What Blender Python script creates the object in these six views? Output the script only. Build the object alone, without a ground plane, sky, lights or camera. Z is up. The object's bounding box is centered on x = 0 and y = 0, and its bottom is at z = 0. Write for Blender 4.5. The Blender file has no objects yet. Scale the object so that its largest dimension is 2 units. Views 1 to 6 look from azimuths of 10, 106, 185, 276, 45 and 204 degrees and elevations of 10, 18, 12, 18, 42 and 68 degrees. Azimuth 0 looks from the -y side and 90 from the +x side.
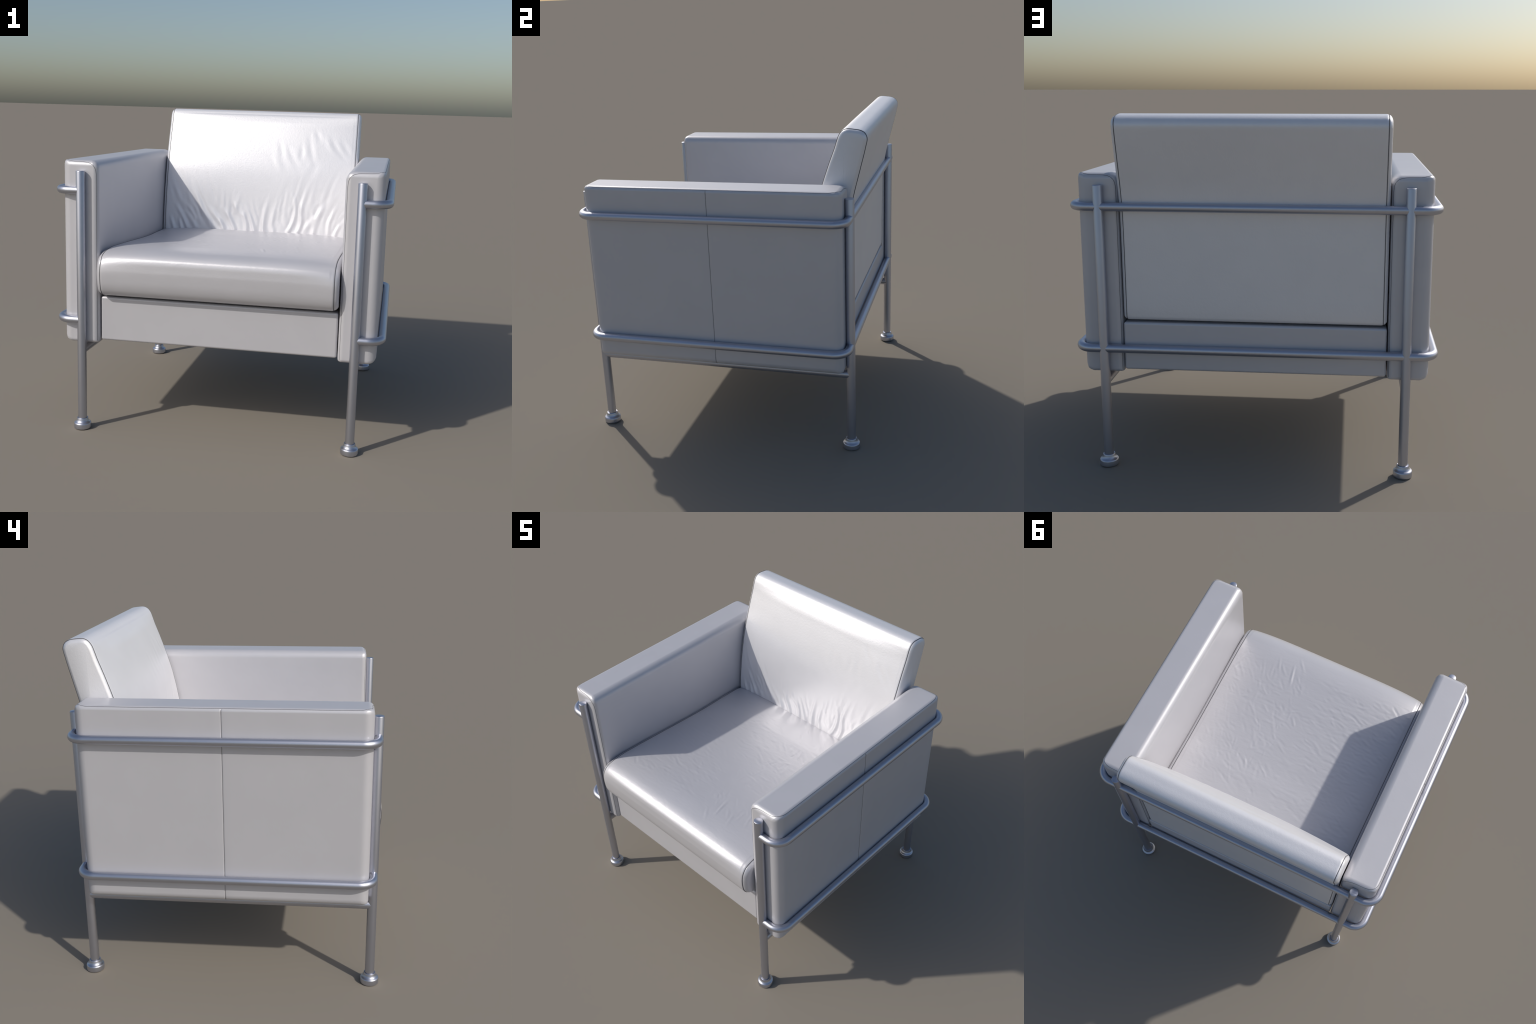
"""Low armchair: tubular steel frame, leather box arms, loose seat and back cushions."""
import math
import random

import bmesh
import bpy
import numpy as np
from mathutils import Vector
from mathutils.bvhtree import BVHTree

random.seed(7)
RNG = np.random.default_rng(7)

# ------------------------------------------------------------------ materials


def new_material(name):
    m = bpy.data.materials.new(name)
    m.use_nodes = True
    return m, m.node_tree, m.node_tree.nodes["Principled BSDF"]


def leather(name, colour, rough, grain, wrinkle=0.0, side_darkening=0.5):
    """Smooth dyed hide: fine pebble grain, faint tone mottling, optional hairline creases."""
    m, nt, bsdf = new_material(name)
    N, L = nt.nodes, nt.links
    co = N.new("ShaderNodeTexCoord")

    tone = N.new("ShaderNodeTexNoise")
    tone.inputs["Scale"].default_value = 5.0
    tone.inputs["Detail"].default_value = 5.0
    L.new(co.outputs["Object"], tone.inputs["Vector"])
    ramp = N.new("ShaderNodeValToRGB")
    ramp.color_ramp.elements[0].position = 0.3
    ramp.color_ramp.elements[1].position = 0.7
    ramp.color_ramp.elements[0].color = (*[c * 0.972 for c in colour], 1)
    ramp.color_ramp.elements[1].color = (*colour, 1)
    L.new(tone.outputs["Fac"], ramp.inputs["Fac"])
    L.new(ramp.outputs["Color"], bsdf.inputs["Base Color"])

    pores = N.new("ShaderNodeTexVoronoi")
    pores.inputs["Scale"].default_value = 190.0
    L.new(co.outputs["Object"], pores.inputs["Vector"])
    fine = N.new("ShaderNodeTexNoise")
    fine.inputs["Scale"].default_value = 70.0
    fine.inputs["Detail"].default_value = 4.0
    L.new(co.outputs["Object"], fine.inputs["Vector"])
    add = N.new("ShaderNodeMath")
    add.operation = "MULTIPLY_ADD"
    add.inputs[1].default_value = 0.35
    L.new(pores.outputs["Distance"], add.inputs[0])
    L.new(fine.outputs["Fac"], add.inputs[2])
    bump = N.new("ShaderNodeBump")
    bump.inputs["Strength"].default_value = grain
    bump.inputs["Distance"].default_value = 0.004
    L.new(add.outputs[0], bump.inputs["Height"])
    last = bump
    if wrinkle:
        stretch = N.new("ShaderNodeMapping")
        stretch.inputs["Scale"].default_value = (9.0, 30.0, 9.0)
        L.new(co.outputs["Object"], stretch.inputs["Vector"])
        crease = N.new("ShaderNodeTexNoise")
        crease.inputs["Scale"].default_value = 1.0
        crease.inputs["Detail"].default_value = 3.0
        crease.inputs["Distortion"].default_value = 0.8
        L.new(stretch.outputs["Vector"], crease.inputs["Vector"])
        b2 = N.new("ShaderNodeBump")
        b2.inputs["Strength"].default_value = wrinkle
        b2.inputs["Distance"].default_value = 0.006
        L.new(crease.outputs["Fac"], b2.inputs["Height"])
        L.new(bump.outputs["Normal"], b2.inputs["Normal"])
        last = b2
    L.new(last.outputs["Normal"], bsdf.inputs["Normal"])

    rr = N.new("ShaderNodeMapRange")
    rr.inputs["To Min"].default_value = rough - 0.04
    rr.inputs["To Max"].default_value = rough + 0.04
    L.new(fine.outputs["Fac"], rr.inputs["Value"])
    L.new(rr.outputs["Result"], bsdf.inputs["Roughness"])
    bsdf.inputs["Specular IOR Level"].default_value = 0.5
    bsdf.inputs["Metallic"].default_value = side_darkening  # metalness raised to darken unlit sides towards the original's baked shade
    return m


def steel(name, colour, rough):
    m, nt, bsdf = new_material(name)
    N, L = nt.nodes, nt.links
    co = N.new("ShaderNodeTexCoord")
    n = N.new("ShaderNodeTexNoise")
    n.inputs["Scale"].default_value = 14.0
    n.inputs["Detail"].default_value = 5.0
    L.new(co.outputs["Object"], n.inputs["Vector"])
    ramp = N.new("ShaderNodeValToRGB")
    ramp.color_ramp.elements[0].color = (*[c * 0.97 for c in colour], 1)
    ramp.color_ramp.elements[1].color = (*colour, 1)
    L.new(n.outputs["Fac"], ramp.inputs["Fac"])
    L.new(ramp.outputs["Color"], bsdf.inputs["Base Color"])
    rr = N.new("ShaderNodeMapRange")
    rr.inputs["To Min"].default_value = rough - 0.01
    rr.inputs["To Max"].default_value = rough + 0.01
    L.new(n.outputs["Fac"], rr.inputs["Value"])
    L.new(rr.outputs["Result"], bsdf.inputs["Roughness"])
    bsdf.inputs["Metallic"].default_value = 1.0
    return m


PANEL = leather("panel_leather", (0.61, 0.602, 0.628), 0.42, 0.05, side_darkening=0.25)
CUSHION = leather("cushion_leather", (0.84, 0.832, 0.85), 0.45, 0.15, side_darkening=0.33)  # same hide, base colour lightened for the bright light baked on the backrest
SEAT = leather("seat_leather", (0.63, 0.622, 0.648), 0.40, 0.08, wrinkle=0.14, side_darkening=0.3)  # toned down from the backrest's colour to paint in the seat top's shading
STEEL = steel("satin_steel", (0.55, 0.565, 0.635), 0.40)
m, nt, b = new_material("seam_thread")
tn = nt.nodes.new("ShaderNodeTexNoise")
tn.inputs["Scale"].default_value = 120.0
tr = nt.nodes.new("ShaderNodeValToRGB")
tr.color_ramp.elements[0].color = (0.07, 0.07, 0.076, 1)
tr.color_ramp.elements[1].color = (0.14, 0.14, 0.15, 1)
nt.links.new(tn.outputs["Fac"], tr.inputs["Fac"])
nt.links.new(tr.outputs["Color"], b.inputs["Base Color"])
b.inputs["Roughness"].default_value = 0.6
THREAD = m

# ------------------------------------------------------------------ helpers

CHAIR = bpy.data.objects.new("armchair", None)
CHAIR["label"] = "pale grey leather armchair in a tubular steel frame"
CHAIR["category"] = "armchair"
bpy.context.scene.collection.objects.link(CHAIR)


def link(name, mesh, parent=CHAIR, mat=None, smooth=True):
    if mat and not mesh.materials:
        mesh.materials.append(mat)
    for p in mesh.polygons:
        p.use_smooth = smooth
    o = bpy.data.objects.new(name, mesh)
    bpy.context.scene.collection.objects.link(o)
    o.parent = parent
    return o


def mesh_from(name, verts, faces):
    me = bpy.data.meshes.new(name)
    me.from_pydata([tuple(map(float, v)) for v in verts], [], faces)
    me.update()
    bm = bmesh.new()
    bm.from_mesh(me)
    bmesh.ops.recalc_face_normals(bm, faces=bm.faces)
    bm.to_mesh(me)
    bm.free()
    return me


def mirrored(name, mesh):
    """The same part for the other side of the chair (x -> -x)."""
    me = mesh.copy()
    me.name = name
    bm = bmesh.new()
    bm.from_mesh(me)
    for v in bm.verts:
        v.co.x = -v.co.x
    bmesh.ops.reverse_faces(bm, faces=bm.faces)
    bm.to_mesh(me)
    bm.free()
    return me


def spline(points, n, closed=True):
    """Centripetal-ish Catmull-Rom through the points, resampled to n equal steps."""
    P = np.array(points, float)
    k = len(P)
    out = []
    for i in range(k if closed else k - 1):
        if closed:
            a, b_, c, d = P[(i - 1) % k], P[i], P[(i + 1) % k], P[(i + 2) % k]
        else:
            a, b_, c, d = P[max(i - 1, 0)], P[i], P[i + 1], P[min(i + 2, k - 1)]
        l0, l1, l2 = (max(np.linalg.norm(q) ** 0.5, 1e-6) for q in (b_ - a, c - b_, d - c))
        m1 = (c - b_) + l1 * ((b_ - a) / l0 - (c - a) / (l0 + l1)) if np.linalg.norm(b_ - a) > 1e-9 else (c - b_)
        m2 = (c - b_) + l1 * ((d - c) / l2 - (d - b_) / (l1 + l2)) if np.linalg.norm(d - c) > 1e-9 else (c - b_)
        for t in np.linspace(0, 1, 24, endpoint=False):
            out.append((2 * t**3 - 3 * t**2 + 1) * b_ + (t**3 - 2 * t**2 + t) * m1 + (-2 * t**3 + 3 * t**2) * c + (t**3 - t**2) * m2)
    out.append(P[0] if closed else P[-1])
    out = np.array(out)
    s = np.concatenate([[0], np.cumsum(np.linalg.norm(np.diff(out, axis=0), axis=1))])
    u = np.linspace(0, s[-1], n, endpoint=not closed)
    return np.stack([np.interp(u, s, out[:, j]) for j in range(out.shape[1])], 1)


def tube_mesh(name, path, radius, sides=24, closed=False, caps=True):
    """Round tube along a polyline with parallel-transported rings."""
    P = [Vector(p) for p in path]
    n = len(P)
    tang = []
    for i in range(n):
        a = P[(i - 1) % n] if closed or i > 0 else P[0]
        c = P[(i + 1) % n] if closed or i < n - 1 else P[-1]
        tang.append((c - a).normalized())
    ref = Vector((0, 0, 1)) if abs(tang[0].z) < 0.9 else Vector((1, 0, 0))
    nrm = (ref - tang[0] * ref.dot(tang[0])).normalized()
    verts, faces = [], []
    for i in range(n):
        nrm = (nrm - tang[i] * nrm.dot(tang[i])).normalized()
        bi = tang[i].cross(nrm)
        for k in range(sides):
            a = math.tau * k / sides
            verts.append(P[i] + (nrm * math.cos(a) + bi * math.sin(a)) * radius)
    for i in range(n if closed else n - 1):
        j = (i + 1) % n
        for k in range(sides):
            l = (k + 1) % sides
            faces.append((i * sides + k, i * sides + l, j * sides + l, j * sides + k))
    if caps and not closed:
        faces.append(tuple(range(sides)))
        faces.append(tuple(range((n - 1) * sides, n * sides)))
    return mesh_from(name, verts, faces)


def lathe(name, profile, sides=48):
    """Surface of revolution about z from (radius, height) pairs, closed at both ends."""
    verts, faces = [], []
    for r, z in profile:
        for k in range(sides):
            a = math.tau * k / sides
            verts.append((r * math.cos(a), r * math.sin(a), z))
    for i in range(len(profile) - 1):
        for k in range(sides):
            l = (k + 1) % sides
            faces.append((i * sides + k, i * sides + l, (i + 1) * sides + l, (i + 1) * sides + k))
    faces.append(tuple(range(sides)))
    faces.append(tuple(range((len(profile) - 1) * sides, len(profile) * sides)))
    return mesh_from(name, verts, faces)


def shade_by_angle(obj, degrees):
    me = obj.data
    limit = math.radians(degrees)
    bm = bmesh.new()
    bm.from_mesh(me)
    for e in bm.edges:
        e.smooth = not (len(e.link_faces) == 2 and e.calc_face_angle(0.0) > limit)
    bm.to_mesh(me)
    bm.free()


# ------------------------------------------------------------------ folds in the leather


def fold_field(u, v, folds, rise=0.45, fall=0.45):
    """Height of a set of folds at flat coordinates (u, v).

    A fold is (start, middle, end, height, width): a rounded ridge along a quadratic
    curve that fades at both ends, with a shallow furrow beside it."""
    h = np.zeros_like(u)
    for a, mid, c, height, width in folds:
        a, mid, c = (np.array(q, float) for q in (a, mid, c))
        ctrl = 2 * mid - (a + c) / 2
        t = np.linspace(0, 1, 15)[:, None]
        pts = (1 - t) ** 2 * a + 2 * t * (1 - t) * ctrl + t**2 * c
        lo, hi = pts.min(0) - 4 * width, pts.max(0) + 4 * width
        sel = np.where((u > lo[0]) & (u < hi[0]) & (v > lo[1]) & (v < hi[1]))[0]
        if not len(sel):
            continue
        best, where, side = np.full(len(sel), 9.0), np.zeros(len(sel)), np.zeros(len(sel))
        q = np.stack([u[sel], v[sel]], 1)
        for i in range(len(pts) - 1):
            d = pts[i + 1] - pts[i]
            w = np.clip(((q - pts[i]) @ d) / (d @ d), 0, 1)
            off = q - pts[i] - w[:, None] * d
            dist = np.hypot(off[:, 0], off[:, 1])
            near = dist < best
            best[near] = dist[near]
            where[near] = (i + w[near]) / (len(pts) - 1)
            side[near] = np.sign(d[0] * off[near, 1] - d[1] * off[near, 0])
        fade = np.clip(where / rise, 0, 1) * np.clip((1 - where) / fall, 0, 1)
        fade = fade * fade * (3 - 2 * fade)
        x = best / width
        h[sel] += height * fade * (np.exp(-x * x) - 0.30 * np.exp(-((x - 1.9) ** 2) * 1.2))
    return h


# ------------------------------------------------------------------ boxed cushions


def offset_profile(prof, d):
    """Move a closed counter-clockwise (y, z) outline inward by d."""
    t = np.roll(prof, -1, 0) - np.roll(prof, 1, 0)
    t /= np.linalg.norm(t, axis=1)[:, None]
    n = np.stack([-t[:, 1], t[:, 0]], 1)
    area = 0.5 * np.sum(prof[:, 0] * np.roll(prof[:, 1], -1) - np.roll(prof[:, 0], -1) * prof[:, 1])
    return prof + n * d * (1 if area > 0 else -1)


def cushion(name, profile, half_width, bulge, mat, columns, shape):
    """Cover wrapped round a (y, z) outline, two pillowed side panels, a thread in each seam."""
    n = len(profile)
    # the cover turns in a few millimetres at each seam
    edge = [(0.0, 0.0045), (0.0015, 0.0030), (0.004, 0.0013), (0.008, 0.0003)]
    xs = [(-half_width + a, d) for a, d in edge]
    inner = np.linspace(-half_width + 0.013, half_width - 0.013, columns)
    xs += [(x, 0.0) for x in inner] + [(half_width - a, d) for a, d in reversed(edge)]
    tang = np.roll(profile, -1, 0) - np.roll(profile, 1, 0)
    tang /= np.linalg.norm(tang, axis=1)[:, None]
    inward = offset_profile(profile, 1.0) - profile
    X = np.repeat(np.array([x for x, _ in xs]), n)
    D = np.repeat(np.array([d for _, d in xs]), n)
    Y = np.tile(profile[:, 0], len(xs))
    Z = np.tile(profile[:, 1], len(xs))
    IN = np.tile(inward, (len(xs), 1))
    near_seam = np.clip((half_width - np.abs(X)) / 0.03, 0, 1)
    H = shape(X, Y, Z, IN) * near_seam - D
    Y2, Z2 = Y - IN[:, 0] * H, Z - IN[:, 1] * H
    verts = np.stack([X, Y2, Z2], 1)
    faces = []
    for i in range(len(xs) - 1):
        for k in range(n):
            l = (k + 1) % n
            faces.append((i * n + k, i * n + l, (i + 1) * n + l, (i + 1) * n + k))
    body = link(name, mesh_from(name, verts, faces), mat=mat)

    # pillowed side panel, +x side, then its mirror image
    rings = [(0.0045, 0.0), (0.0040, 0.002), (0.0050, 0.0060), (0.0085, 0.0115), (0.014, 0.0165),
             (0.019, 0.0200), (0.024, 0.0218)]
    pv, pf = [], []
    for d, rise in rings:
        q = offset_profile(profile, d)
        pv += [(half_width + rise * bulge / 0.024, y, z) for y, z in q]
    for r in range(len(rings) - 1):
        for k in range(n):
            l = (k + 1) % n
            pf.append((r * n + k, r * n + l, (r + 1) * n + l, (r + 1) * n + k))
    pf.append(tuple(range((len(rings) - 1) * n, len(rings) * n)))
    pm = mesh_from("side_panel", pv, pf)
    # an open shell: make sure that it faces outward
    if sum(p.normal.x * p.area for p in pm.polygons) < 0:
        pm.flip_normals()
    side = link("side_panel", pm, body, mat)
    link("side_panel", mirrored("side_panel", side.data), body, mat)
    q = offset_profile(profile, 0.0022)
    sm = tube_mesh("seam", [(half_width, y, z) for y, z in q], 0.0017, sides=8, closed=True)
    link("seam", sm, body, THREAD)
    link("seam", mirrored("seam", sm), body, THREAD)
    return body


# ------------------------------------------------------------------ backrest

BACK_FOLDS = [
    # gathers that rise from the crease above the seat: (x, z)
    ((0.060, 1.060), (0.053, 1.188), (0.106, 1.384), 0.0070, 0.013),
    ((0.142, 1.060), (0.120, 1.198), (0.193, 1.381), 0.0050, 0.015),
    ((0.214, 1.060), (0.287, 1.240), (0.233, 1.411), 0.0085, 0.013),
    ((0.285, 1.060), (0.335, 1.209), (0.278, 1.385), 0.0075, 0.013),
    ((-0.008, 1.060), (-0.052, 1.193), (-0.109, 1.290), 0.0070, 0.013),
    ((-0.080, 1.060), (-0.096, 1.201), (-0.204, 1.370), 0.0045, 0.014),
    ((-0.153, 1.060), (-0.211, 1.181), (-0.285, 1.275), 0.0065, 0.014),
    ((-0.226, 1.060), (-0.306, 1.176), (-0.381, 1.267), 0.0060, 0.016),
    ((-0.095, 1.170), (-0.158, 1.254), (-0.201, 1.331), 0.0035, 0.014),
    ((-0.330, 1.080), (-0.420, 1.241), (-0.507, 1.392), 0.0040, 0.016),
    ((-0.448, 1.069), (-0.500, 1.166), (-0.533, 1.245), 0.0040, 0.015),
    ((-0.520, 1.065), (-0.573, 1.181), (-0.650, 1.290), 0.0050, 0.013),
    ((-0.565, 1.055), (-0.584, 1.127), (-0.592, 1.206), 0.0045, 0.011),
    ((-0.625, 1.055), (-0.648, 1.131), (-0.672, 1.192), 0.0045, 0.012),
    ((0.337, 1.080), (0.484, 1.264), (0.625, 1.410), 0.0055, 0.018),
    ((0.430, 1.055), (0.458, 1.201), (0.641, 1.370), 0.0065, 0.017),
    ((0.535, 1.060), (0.550, 1.213), (0.631, 1.318), 0.0060, 0.012),
    ((0.577, 1.058), (0.604, 1.144), (0.656, 1.220), 0.0060, 0.012),
    ((0.020, 1.060), (0.020, 1.130), (0.030, 1.210), -0.0040, 0.014),
    ((0.100, 1.060), (0.090, 1.150), (0.120, 1.260), -0.0035, 0.014),
    # drag lines higher on the right
    ((0.192, 1.510), (0.138, 1.587), (0.085, 1.670), 0.0055, 0.015),
    ((0.129, 1.757), (0.157, 1.678), (0.185, 1.600), -0.0045, 0.013),
    ((0.336, 1.485), (0.245, 1.623), (0.185, 1.727), -0.0045, 0.014),
    ((0.350, 1.827), (0.378, 1.673), (0.431, 1.541), -0.0050, 0.014),
    ((0.393, 1.856), (0.420, 1.785), (0.454, 1.724), -0.0040, 0.012),
    ((0.296, 1.734), (0.308, 1.663), (0.302, 1.591), -0.0040, 0.012),
    ((0.689, 1.623), (0.628, 1.700), (0.574, 1.786), -0.0055, 0.014),
    ((0.606, 1.654), (0.552, 1.714), (0.511, 1.784), -0.0045, 0.013),
    ((0.652, 1.601), (0.597, 1.667), (0.542, 1.734), -0.0040, 0.012),
    ((0.470, 1.830), (0.500, 1.740), (0.560, 1.640), 0.0035, 0.014),
    ((0.340, 1.440), (0.400, 1.540), (0.440, 1.640), -0.0025, 0.016),
]
# the drag lines are soft; the gathers on the left lie along the light and need more height
BACK_FOLDS = [((a, m_, c, h * 0.26, w_ * 1.35) if c[1] > 1.5 or a[1] > 1.4 else
               (a, m_, c, h * (1.25 if a[0] < -0.04 else 0.72 if a[0] > 0.3 else 0.85), w_)) for a, m_, c, h, w_ in BACK_FOLDS]
# a scatter of faint gathers between the placed ones
for _ in range(44):
    x0 = RNG.uniform(-0.66, 0.66)
    z0 = RNG.uniform(1.05, 1.25)
    lean = x0 * 0.18 + RNG.normal(0, 0.04)
    ln = RNG.uniform(0.09, 0.22)
    BACK_FOLDS.append(((x0, z0), (x0 + lean * 0.4 + RNG.normal(0, 0.008), z0 + ln * 0.5), (x0 + lean, z0 + ln),
                       RNG.uniform(-0.0022, 0.0028) * (1.4 if x0 < 0 else 0.8), RNG.uniform(0.010, 0.016)))

# long shallow creases that run on up through the lower half
for _ in range(46):
    x0 = RNG.uniform(-0.66, 0.66)
    z0 = RNG.uniform(1.06, 1.32)
    ln = RNG.uniform(0.18, 0.36)
    lean = x0 * 0.22 + RNG.normal(0, 0.03)
    BACK_FOLDS.append(((x0, z0), (x0 + lean * 0.4 + RNG.normal(0, 0.012), z0 + ln * 0.5), (x0 + lean, z0 + ln),
                       RNG.choice((-1, 1)) * RNG.uniform(0.0007, 0.0017), RNG.uniform(0.010, 0.017)))
GATHERS = [f for f in BACK_FOLDS if f[0][1] < 1.40]
DRAGS = [f for f in BACK_FOLDS if f[0][1] >= 1.40]

back_outline = spline([
    (0.510, 1.080), (0.535, 1.304), (0.575, 1.507), (0.614, 1.638), (0.656, 1.762), (0.688, 1.848),
    (0.700, 1.886), (0.714, 1.924), (0.734, 1.950), (0.760, 1.9615), (0.801, 1.9600), (0.843, 1.9525),
    (0.867, 1.937), (0.880, 1.908), (0.870, 1.850), (0.839, 1.725), (0.803, 1.580), (0.787, 1.490),
    (0.777, 1.410), (0.772, 1.250), (0.770, 1.050), (0.769, 0.880), (0.765, 0.852), (0.750, 0.842),
    (0.700, 0.840), (0.560, 0.840), (0.525, 0.850), (0.508, 0.900)], 380)


def ease(t):
    t = np.clip(t, 0, 1)
    return t * t * (3 - 2 * t)


def back_shape(X, Y, Z, IN):
    front = (IN[:, 0] > 0.5) & (Z > 1.0) & (Y < 0.72)
    h = np.zeros_like(X)
    idx = np.where(front)[0]
    h[idx] = fold_field(X[idx], Z[idx], GATHERS, 0.15, 0.75) + fold_field(X[idx], Z[idx], DRAGS, 0.5, 0.5)
    # soft pillow on the front, fullest in the upper middle
    full = (1 - (np.abs(X[idx]) / 0.70) ** 2.6) * ease((Z[idx] - 1.12) / 0.58)
    h[idx] += 0.024 * full * ease((1.964 - Z[idx]) / 0.12)
    rear = np.where((IN[:, 0] < -0.5) & (Z > 1.45))[0]
    h[rear] -= 0.006 * (1 - (np.abs(X[rear]) / 0.70) ** 4) * np.sin(np.pi * np.clip((Z[rear] - 1.45) / 0.48, 0, 1))
    return h


cushion("backrest", back_outline, 0.700, 0.022, CUSHION, 360, back_shape)

# ------------------------------------------------------------------ seat cushion

SEAT_LINES = [
    # fan behind the front roll, right of the middle: (x, y)
    ((0.499, -0.655), (0.453, -0.557), (0.425, -0.453), 1.0), ((0.403, -0.642), (0.391, -0.576), (0.383, -0.485), 0.8),
    ((0.390, -0.715), (0.359, -0.628), (0.330, -0.547), 1.0), ((0.356, -0.665), (0.311, -0.604), (0.264, -0.562), 1.1),
    ((0.262, -0.700), (0.237, -0.593), (0.208, -0.478), 1.9), ((0.254, -0.771), (0.202, -0.694), (0.157, -0.645), 1.1),
    ((0.204, -0.545), (0.175, -0.495), (0.131, -0.447), 0.9), ((0.460, -0.471), (0.428, -0.436), (0.420, -0.392), 1.2),
    ((0.405, -0.392), (0.407, -0.333), (0.404, -0.276), 0.8), ((0.454, -0.292), (0.392, -0.242), (0.309, -0.158), 1.1),
    ((0.383, -0.327), (0.290, -0.327), (0.224, -0.320), -1.0), ((0.357, -0.317), (0.294, -0.273), (0.267, -0.249), 1.0),
    ((0.245, -0.258), (0.178, -0.246), (0.103, -0.238), 1.0), ((0.112, -0.320), (0.068, -0.261), (0.045, -0.234), 1.3),
    ((0.678, -0.578), (0.604, -0.494), (0.543, -0.417), 1.0), ((0.691, -0.499), (0.630, -0.463), (0.557, -0.352), 1.0),
    ((0.591, -0.376), (0.534, -0.305), (0.502, -0.274), 0.8), ((0.580, -0.542), (0.512, -0.480), (0.461, -0.399), 1.0),
    ((0.397, -0.460), (0.273, -0.452), (0.188, -0.459), -0.7),
    # pull lines towards the left arm
    ((-0.223, -0.486), (-0.310, -0.481), (-0.409, -0.429), -1.8), ((-0.267, -0.494), (-0.357, -0.484), (-0.416, -0.481), -1.2),
    ((-0.105, -0.489), (-0.173, -0.488), (-0.233, -0.486), -0.9), ((-0.111, -0.424), (-0.193, -0.417), (-0.263, -0.419), -0.9),
    ((-0.272, -0.565), (-0.335, -0.562), (-0.394, -0.559), -0.9), ((-0.350, -0.639), (-0.407, -0.619), (-0.467, -0.602), -0.9),
    ((-0.387, -0.554), (-0.434, -0.556), (-0.494, -0.554), -0.8), ((-0.515, -0.694), (-0.559, -0.660), (-0.623, -0.608), -1.3),
    ((-0.575, -0.714), (-0.624, -0.706), (-0.680, -0.711), -0.9), ((-0.552, -0.516), (-0.601, -0.490), (-0.659, -0.469), 1.2),
    ((-0.538, -0.595), (-0.583, -0.589), (-0.678, -0.576), 1.0), ((-0.428, -0.405), (-0.528, -0.394), (-0.648, -0.393), 1.2),
    ((-0.489, -0.250), (-0.567, -0.235), (-0.635, -0.238), -1.1), ((-0.497, -0.412), (-0.568, -0.413), (-0.663, -0.427), 1.0),
    ((-0.484, 0.035), (-0.558, 0.052), (-0.629, 0.042), 1.2), ((-0.620, 0.042), (-0.669, 0.053), (-0.690, 0.084), 1.1),
    ((-0.472, 0.085), (-0.526, 0.111), (-0.569, 0.138), 0.9), ((-0.090, -0.065), (-0.144, -0.052), (-0.230, -0.036), -0.9),
    ((-0.183, -0.030), (-0.223, 0.000), (-0.254, 0.009), -0.8), ((-0.036, -0.414), (-0.116, -0.412), (-0.201, -0.400), 0.7),
    ((-0.166, -0.423), (-0.250, -0.397), (-0.310, -0.373), 0.9),
    # short crossing creases in the rear right quarter
    ((0.437, 0.272), (0.331, 0.326), (0.222, 0.389), -1.3), ((0.333, 0.275), (0.293, 0.319), (0.294, 0.365), 1.0),
    ((0.483, 0.153), (0.452, 0.196), (0.453, 0.230), 1.1), ((0.419, 0.193), (0.367, 0.225), (0.301, 0.262), -1.1),
    ((0.405, 0.127), (0.374, 0.169), (0.340, 0.203), 1.1), ((0.331, 0.114), (0.251, 0.168), (0.150, 0.223), -1.1),
    ((0.249, 0.109), (0.243, 0.169), (0.191, 0.201), 1.2), ((0.567, -0.038), (0.526, -0.018), (0.481, 0.000), -0.9),
    ((0.525, -0.083), (0.486, -0.038), (0.445, -0.012), 1.0), ((0.487, -0.059), (0.447, -0.051), (0.411, -0.028), -0.9),
    ((0.601, 0.015), (0.596, 0.066), (0.595, 0.100), 0.6), ((0.361, -0.191), (0.311, -0.150), (0.275, -0.126), 0.9),
    ((0.326, 0.173), (0.326, 0.121), (0.345, 0.082), 0.9), ((0.523, 0.403), (0.553, 0.317), (0.561, 0.249), 0.5),
]
SEAT_FOLDS = [(a, mid, c, 0.0008 * k, 0.0085) for a, mid, c, k in SEAT_LINES]
# finer creases that run out towards the side seams, and a loose scatter over the rest
for _ in range(760):
    left = RNG.random() < 0.6
    x0 = RNG.uniform(-0.66, 0.05) if left else RNG.uniform(0.1, 0.66)
    y0 = RNG.uniform(-0.68, 0.42)
    ang = (RNG.normal(3.05, 0.22) if left else RNG.normal(2.3, 0.55))
    ln = RNG.uniform(0.05, 0.14)
    dx, dy = math.cos(ang) * ln, math.sin(ang) * ln
    bend = RNG.normal(0, 0.012)
    SEAT_FOLDS.append(((x0, y0), (x0 + dx / 2 - dy * bend * 6, y0 + dy / 2 + dx * bend * 6), (x0 + dx, y0 + dy),
                       RNG.uniform(-0.0008, 0.0008), RNG.uniform(0.006, 0.012)))

seat_outline = spline([
    (0.500, 1.066), (0.300, 1.077), (0.122, 1.078), (-0.060, 1.086), (-0.228, 1.096), (-0.402, 1.107),
    (-0.554, 1.115), (-0.660, 1.119), (-0.735, 1.115), (-0.790, 1.106), (-0.830, 1.088), (-0.857, 1.054),
    (-0.868, 1.010), (-0.868, 0.960), (-0.861, 0.910), (-0.846, 0.876), (-0.822, 0.853), (-0.785, 0.844),
    (-0.700, 0.842), (-0.300, 0.840), (0.200, 0.838), (0.470, 0.836), (0.506, 0.846), (0.514, 0.950),
    (0.514, 1.052)], 560)


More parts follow.
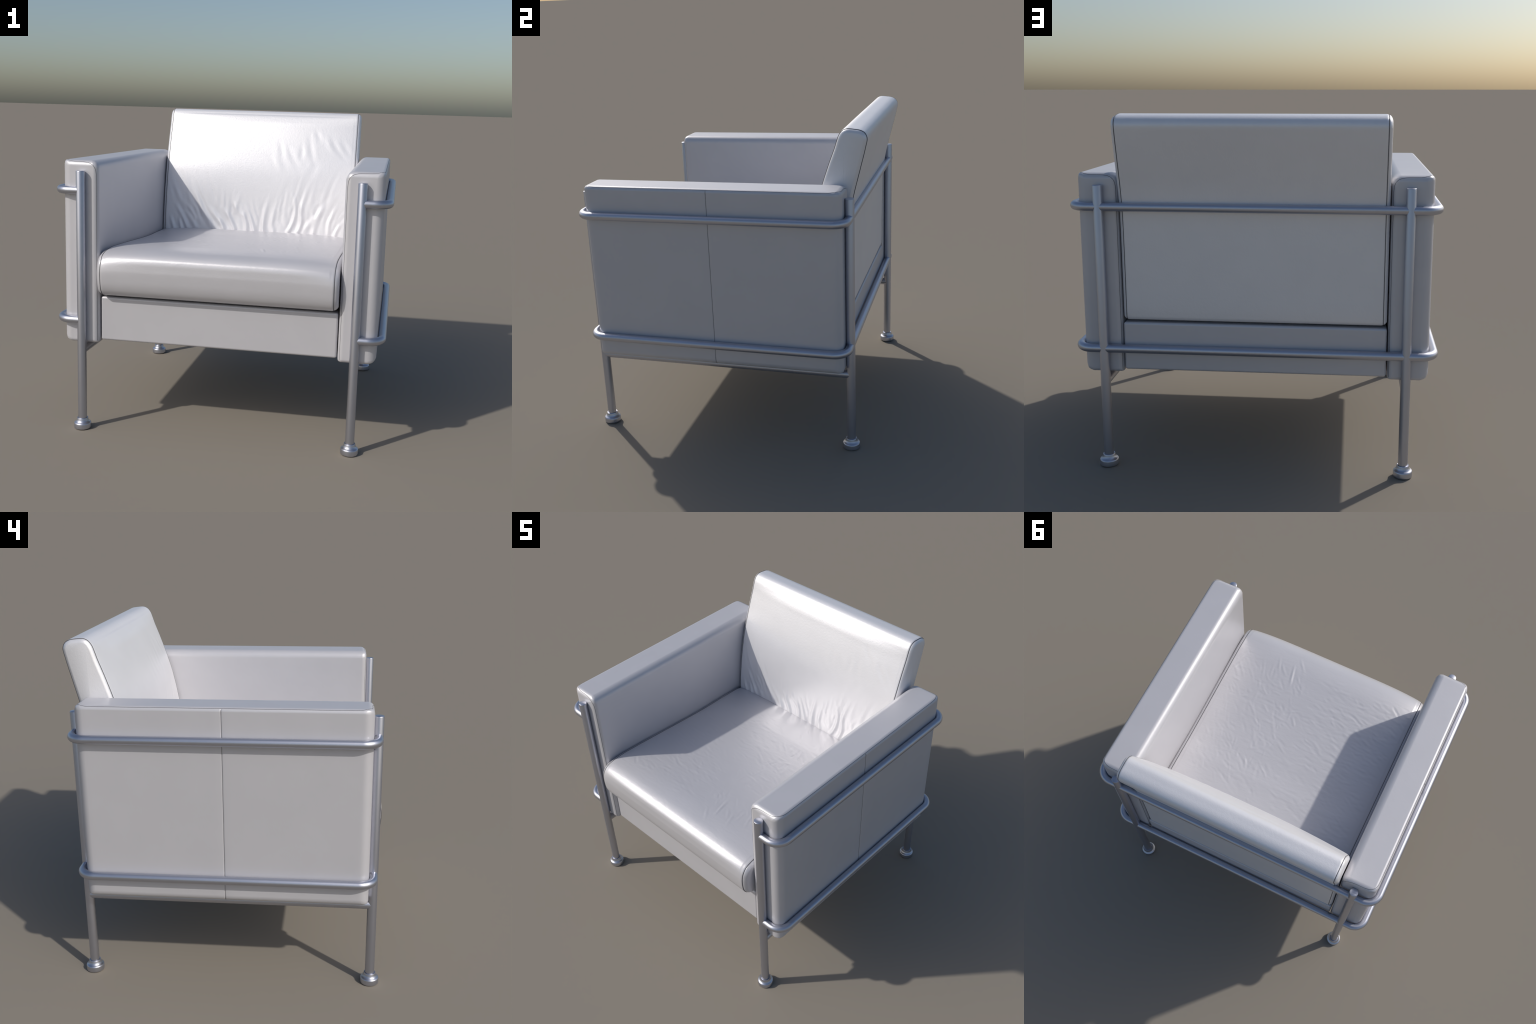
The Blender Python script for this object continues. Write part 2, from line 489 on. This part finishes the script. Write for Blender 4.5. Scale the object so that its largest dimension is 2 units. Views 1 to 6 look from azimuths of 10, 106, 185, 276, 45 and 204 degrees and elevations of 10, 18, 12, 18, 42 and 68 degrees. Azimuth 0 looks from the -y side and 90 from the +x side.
def seat_shape(X, Y, Z, IN):
    h = np.zeros_like(X)
    top = np.where((IN[:, 1] < 0.3) & (Z > 0.9) & (Y < 0.512))[0]
    x, y = X[top], Y[top]
    upward = np.clip((0.3 - IN[top, 1]) / 0.9, 0, 1)
    behind_roll = np.clip((y + 0.80) / 0.10, 0, 1)
    crown = (1 - (np.abs(x) / 0.70) ** 5) * (0.021 + 0.006 * np.clip((y + 0.3) / 0.35, 0, 1) - 0.008 * np.clip((y - 0.25) / 0.22, 0, 1))
    h[top] = fold_field(x, y, SEAT_FOLDS) * behind_roll + crown * upward**2
    return h


cushion("seat_cushion", seat_outline, 0.695, 0.028, SEAT, 440, seat_shape)

# ------------------------------------------------------------------ box base under the cushions


def rounded_box(lo, hi, radius, segments=5, widths=None):
    """Box with rolled edges; widths(edge middle, direction) may give single edges their own roll."""
    bm = bmesh.new()
    bmesh.ops.create_cube(bm, size=1.0)
    for v in bm.verts:
        v.co = Vector([lo[i] if v.co[i] < 0 else hi[i] for i in range(3)])
    if widths is None:
        bmesh.ops.bevel(bm, geom=bm.edges[:], offset=radius, segments=segments, profile=0.5, affect="EDGES", clamp_overlap=True)
        return bm
    layer = bm.edges.layers.float.new("bevel_weight_edge")
    for e in bm.edges:
        mid = (e.verts[0].co + e.verts[1].co) / 2
        d = (e.verts[1].co - e.verts[0].co)
        axis = max(range(3), key=lambda i: abs(d[i]))
        e[layer] = widths(mid, axis) / radius
    me = bpy.data.meshes.new("tmp_box")
    bm.to_mesh(me)
    bm.free()
    o = bpy.data.objects.new("tmp_box", me)
    bpy.context.scene.collection.objects.link(o)
    mod = o.modifiers.new("roll", "BEVEL")
    mod.limit_method = "WEIGHT"
    mod.width = radius
    mod.segments = segments
    mod.profile = 0.5
    mod.use_clamp_overlap = True
    graph = bpy.context.evaluated_depsgraph_get()
    bm = bmesh.new()
    bm.from_mesh(o.evaluated_get(graph).to_mesh())
    bpy.data.objects.remove(o)
    bpy.data.meshes.remove(me)
    return bm


def finish(bm, name, parent, mat, weighted=True):
    me = bpy.data.meshes.new(name)
    bmesh.ops.recalc_face_normals(bm, faces=bm.faces)
    bm.to_mesh(me)
    bm.free()
    o = link(name, me, parent, mat)
    if weighted:
        w = o.modifiers.new("weighted_normals", "WEIGHTED_NORMAL")
        w.mode = "FACE_AREA"
        w.weight = 80
        w.keep_sharp = True
    return o


base = finish(rounded_box((-0.7205, -0.779, 0.557), (0.7205, 0.7695, 0.829), 0.013), "seat_base", CHAIR, PANEL)

# ------------------------------------------------------------------ arms

ARM_IN, ARM_OUT = 0.7265, 0.950
ARM_FRONT, ARM_BACK = -0.8035, 0.7705
ARM_LOW, ARM_TOP = 0.540, 1.650
ARM_MID = (ARM_FRONT + ARM_BACK) / 2


def arm_roll(mid, axis):
    outer, top = mid.x > 0.84, mid.z > 1.1
    if axis == 1:  # long edges
        return (0.024 if top else 0.045) if outer else (0.050 if top else 0.016)
    if axis == 2:  # upright edges
        return 0.052 if outer else 0.032
    return 0.034 if top else 0.022  # short edges across the arm


bm = rounded_box((ARM_IN, ARM_FRONT, ARM_LOW), (ARM_OUT, ARM_BACK, ARM_TOP), 0.052, segments=8, widths=arm_roll)
# the outer cover is joined from two pieces: a shallow valley half way along
for dy in (-0.007, -0.003, 0.0, 0.003, 0.007):
    bmesh.ops.bisect_plane(bm, geom=bm.verts[:] + bm.edges[:] + bm.faces[:], plane_co=(0, ARM_MID + dy, 0), plane_no=(0, 1, 0))
for v in bm.verts:
    t = abs(v.co.y - ARM_MID)
    if t < 0.0065 and v.co.x > 0.922 and v.co.z < 1.642:
        v.co.x -= 0.0030 * (1 - t / 0.007) ** 0.7
# the inner face is lightly padded
for z in np.linspace(0.62, 1.56, 9):
    bmesh.ops.bisect_plane(bm, geom=bm.verts[:] + bm.edges[:] + bm.faces[:], plane_co=(0, 0, z), plane_no=(0, 0, 1))
for y in (*np.linspace(-0.74, -0.06, 9), *np.linspace(0.03, 0.70, 9)):
    bmesh.ops.bisect_plane(bm, geom=bm.verts[:] + bm.edges[:] + bm.faces[:], plane_co=(0, y, 0), plane_no=(0, 1, 0))
for v in bm.verts:
    if v.co.x < ARM_IN + 0.004:
        u, t = (v.co.y - ARM_MID) / 0.755, (v.co.z - 1.09) / 0.51
        v.co.x -= 0.007 * max(0.0, 1 - u * u) * max(0.0, 1 - t * t)
arm = finish(bm, "armrest", CHAIR, PANEL)
arm_other = link("armrest", mirrored("armrest", arm.data), CHAIR, PANEL)
w = arm_other.modifiers.new("weighted_normals", "WEIGHTED_NORMAL")
w.weight = 80

# seams laid on the arm's surface
graph = bpy.context.evaluated_depsgraph_get()
arm_bm = bmesh.new()
arm_bm.from_mesh(arm.data)
arm_tree = BVHTree.FromBMesh(arm_bm)
arm_bm.free()


def on_arm(points, sink):
    out = []
    for p in points:
        co, no, _, _ = arm_tree.find_nearest(Vector(p))
        out.append(co - no * sink)
    return out


def arc(cx, cz, r, a0, a1, n=7):
    return [(cx + r * math.cos(math.radians(a0 + (a1 - a0) * i / (n - 1))), cz + r * math.sin(math.radians(a0 + (a1 - a0) * i / (n - 1)))) for i in range(n)]


def smooth_on_arm(points, sink):
    """Seam path eased along the rolled edges, then laid back on the surface."""
    q = np.array([tuple(p) for p in on_arm(points, 0.0)])
    for _ in range(14):
        q[1:-1] = 0.5 * q[1:-1] + 0.25 * (q[:-2] + q[2:])
        if _ % 5 == 4:
            q = np.array([tuple(p) for p in on_arm(q, 0.0)])
    return on_arm(q, sink)


def seam_half(y_end, s, x_low):
    """Seam from the foot of the inner edge, up, over the end of the arm and on to its outer top edge."""
    pts = [(x_low, y_end + s * 0.008, z) for z in np.linspace(0.556, 1.585, 30)]
    pts += [(x, y_end + s * 0.007, z) for x, z in arc(x_low + 0.047, 1.590, 0.047, 180, 95)]
    pts += [(x, y_end + s * 0.010, 1.641) for x in np.linspace(0.80, 0.885, 8)]
    for i in range(1, 9):
        a = math.radians(90 * i / 8)
        pts.append((0.890 + 0.050 * math.sin(a), y_end + s * (0.010 + 0.052 * (1 - math.cos(a))), 1.6425))
    pts += [(0.942, y, 1.6435) for y in np.linspace(y_end + s * 0.09, ARM_MID, 24)]
    return pts


front_half = seam_half(ARM_FRONT, 1, 0.740)
back_half = seam_half(ARM_BACK, -1, 0.734)
welt = spline(front_half + back_half[::-1][1:], 420, closed=False)
seam = tube_mesh("seam", smooth_on_arm(welt, 0.0004), 0.0014, sides=8)
mid_line = [(ARM_OUT, ARM_MID, z) for z in np.linspace(1.640, 0.585, 60)] + [(ARM_OUT - 0.012, ARM_MID, 0.553), (ARM_OUT - 0.05, ARM_MID, 0.542)]
mid_path = [Vector((p.x, ARM_MID, p.z)) for p in on_arm(spline(mid_line, 150, closed=False), 0.0)]
for p in mid_path:
    if 0.60 < p.z < 1.615:
        p.x = ARM_OUT - 0.0030
mid_seam = tube_mesh("seam", mid_path, 0.0013, sides=8)
for me in (seam, mid_seam):
    link("seam", me, arm, THREAD)
    link("seam", mirrored("seam", me), arm_other, THREAD)

# ------------------------------------------------------------------ steel frame

LEG_X, LEG_FRONT, LEG_BACK = 0.825, -0.829, 0.7975
LEG_R, RAIL_R = 0.0268, 0.0240

frame = bpy.data.objects.new("frame", None)
bpy.context.scene.collection.objects.link(frame)
frame.parent = CHAIR

leg_profile = [(LEG_R, 0.050), (LEG_R, 1.5865), (LEG_R - 0.0009, 1.5890), (LEG_R - 0.003, 1.5900)]
leg_mesh = lathe("leg", leg_profile, 40)
foot_profile = [(0.047, 0.0), (0.0505, 0.0012), (0.0522, 0.0045), (0.0525, 0.010), (0.0525, 0.0295), (0.0518, 0.0335),
                (0.0495, 0.0368), (0.0455, 0.0392), (0.0418, 0.0422), (0.0386, 0.0462), (0.0362, 0.0515), (0.0346, 0.0575), (0.0337, 0.0630),
                (0.0325, 0.0655), (0.0300, 0.0660), (0.0284, 0.0648), (0.0272, 0.0635)]
foot_mesh = lathe("foot", foot_profile, 48)
for sx in (-1, 1):
    for y in (LEG_FRONT, LEG_BACK):
        leg = link("leg", leg_mesh, frame, STEEL)
        leg.location = (sx * LEG_X, y, 0)
        foot = link("foot", foot_mesh, leg, STEEL)
for o in (leg, foot):
    shade_by_angle(o, 50)


def hoop(z):
    """Rail in one length: front leg, round the side, across the back, to the other front leg."""
    side, r = 1.0 - RAIL_R, 0.085
    half = [(LEG_X - 0.012, LEG_FRONT)]
    for i in range(13):
        a = math.radians(-90 + 90 * i / 12)
        half.append((side - r + r * math.cos(a), LEG_FRONT + r + r * math.sin(a)))
    for i in range(13):
        a = math.radians(90 * i / 12)
        half.append((side - r + r * math.cos(a), LEG_BACK - r + r * math.sin(a)))
    path = half + [(-x, y) for x, y in reversed(half)]
    return [(x, y, z) for x, y in path]


for z in (1.4735, 0.6865):
    link("rail", tube_mesh("rail", hoop(z), RAIL_R, sides=28), frame, STEEL)
for sx in (-1, 1):
    link("bearer", tube_mesh("bearer", [(sx * LEG_X, LEG_FRONT, 0.4985), (sx * LEG_X, LEG_BACK, 0.4985)], 0.0260), frame, STEEL)
for o in frame.children:
    if o.name.startswith(("rail", "bearer")):
        shade_by_angle(o, 50)
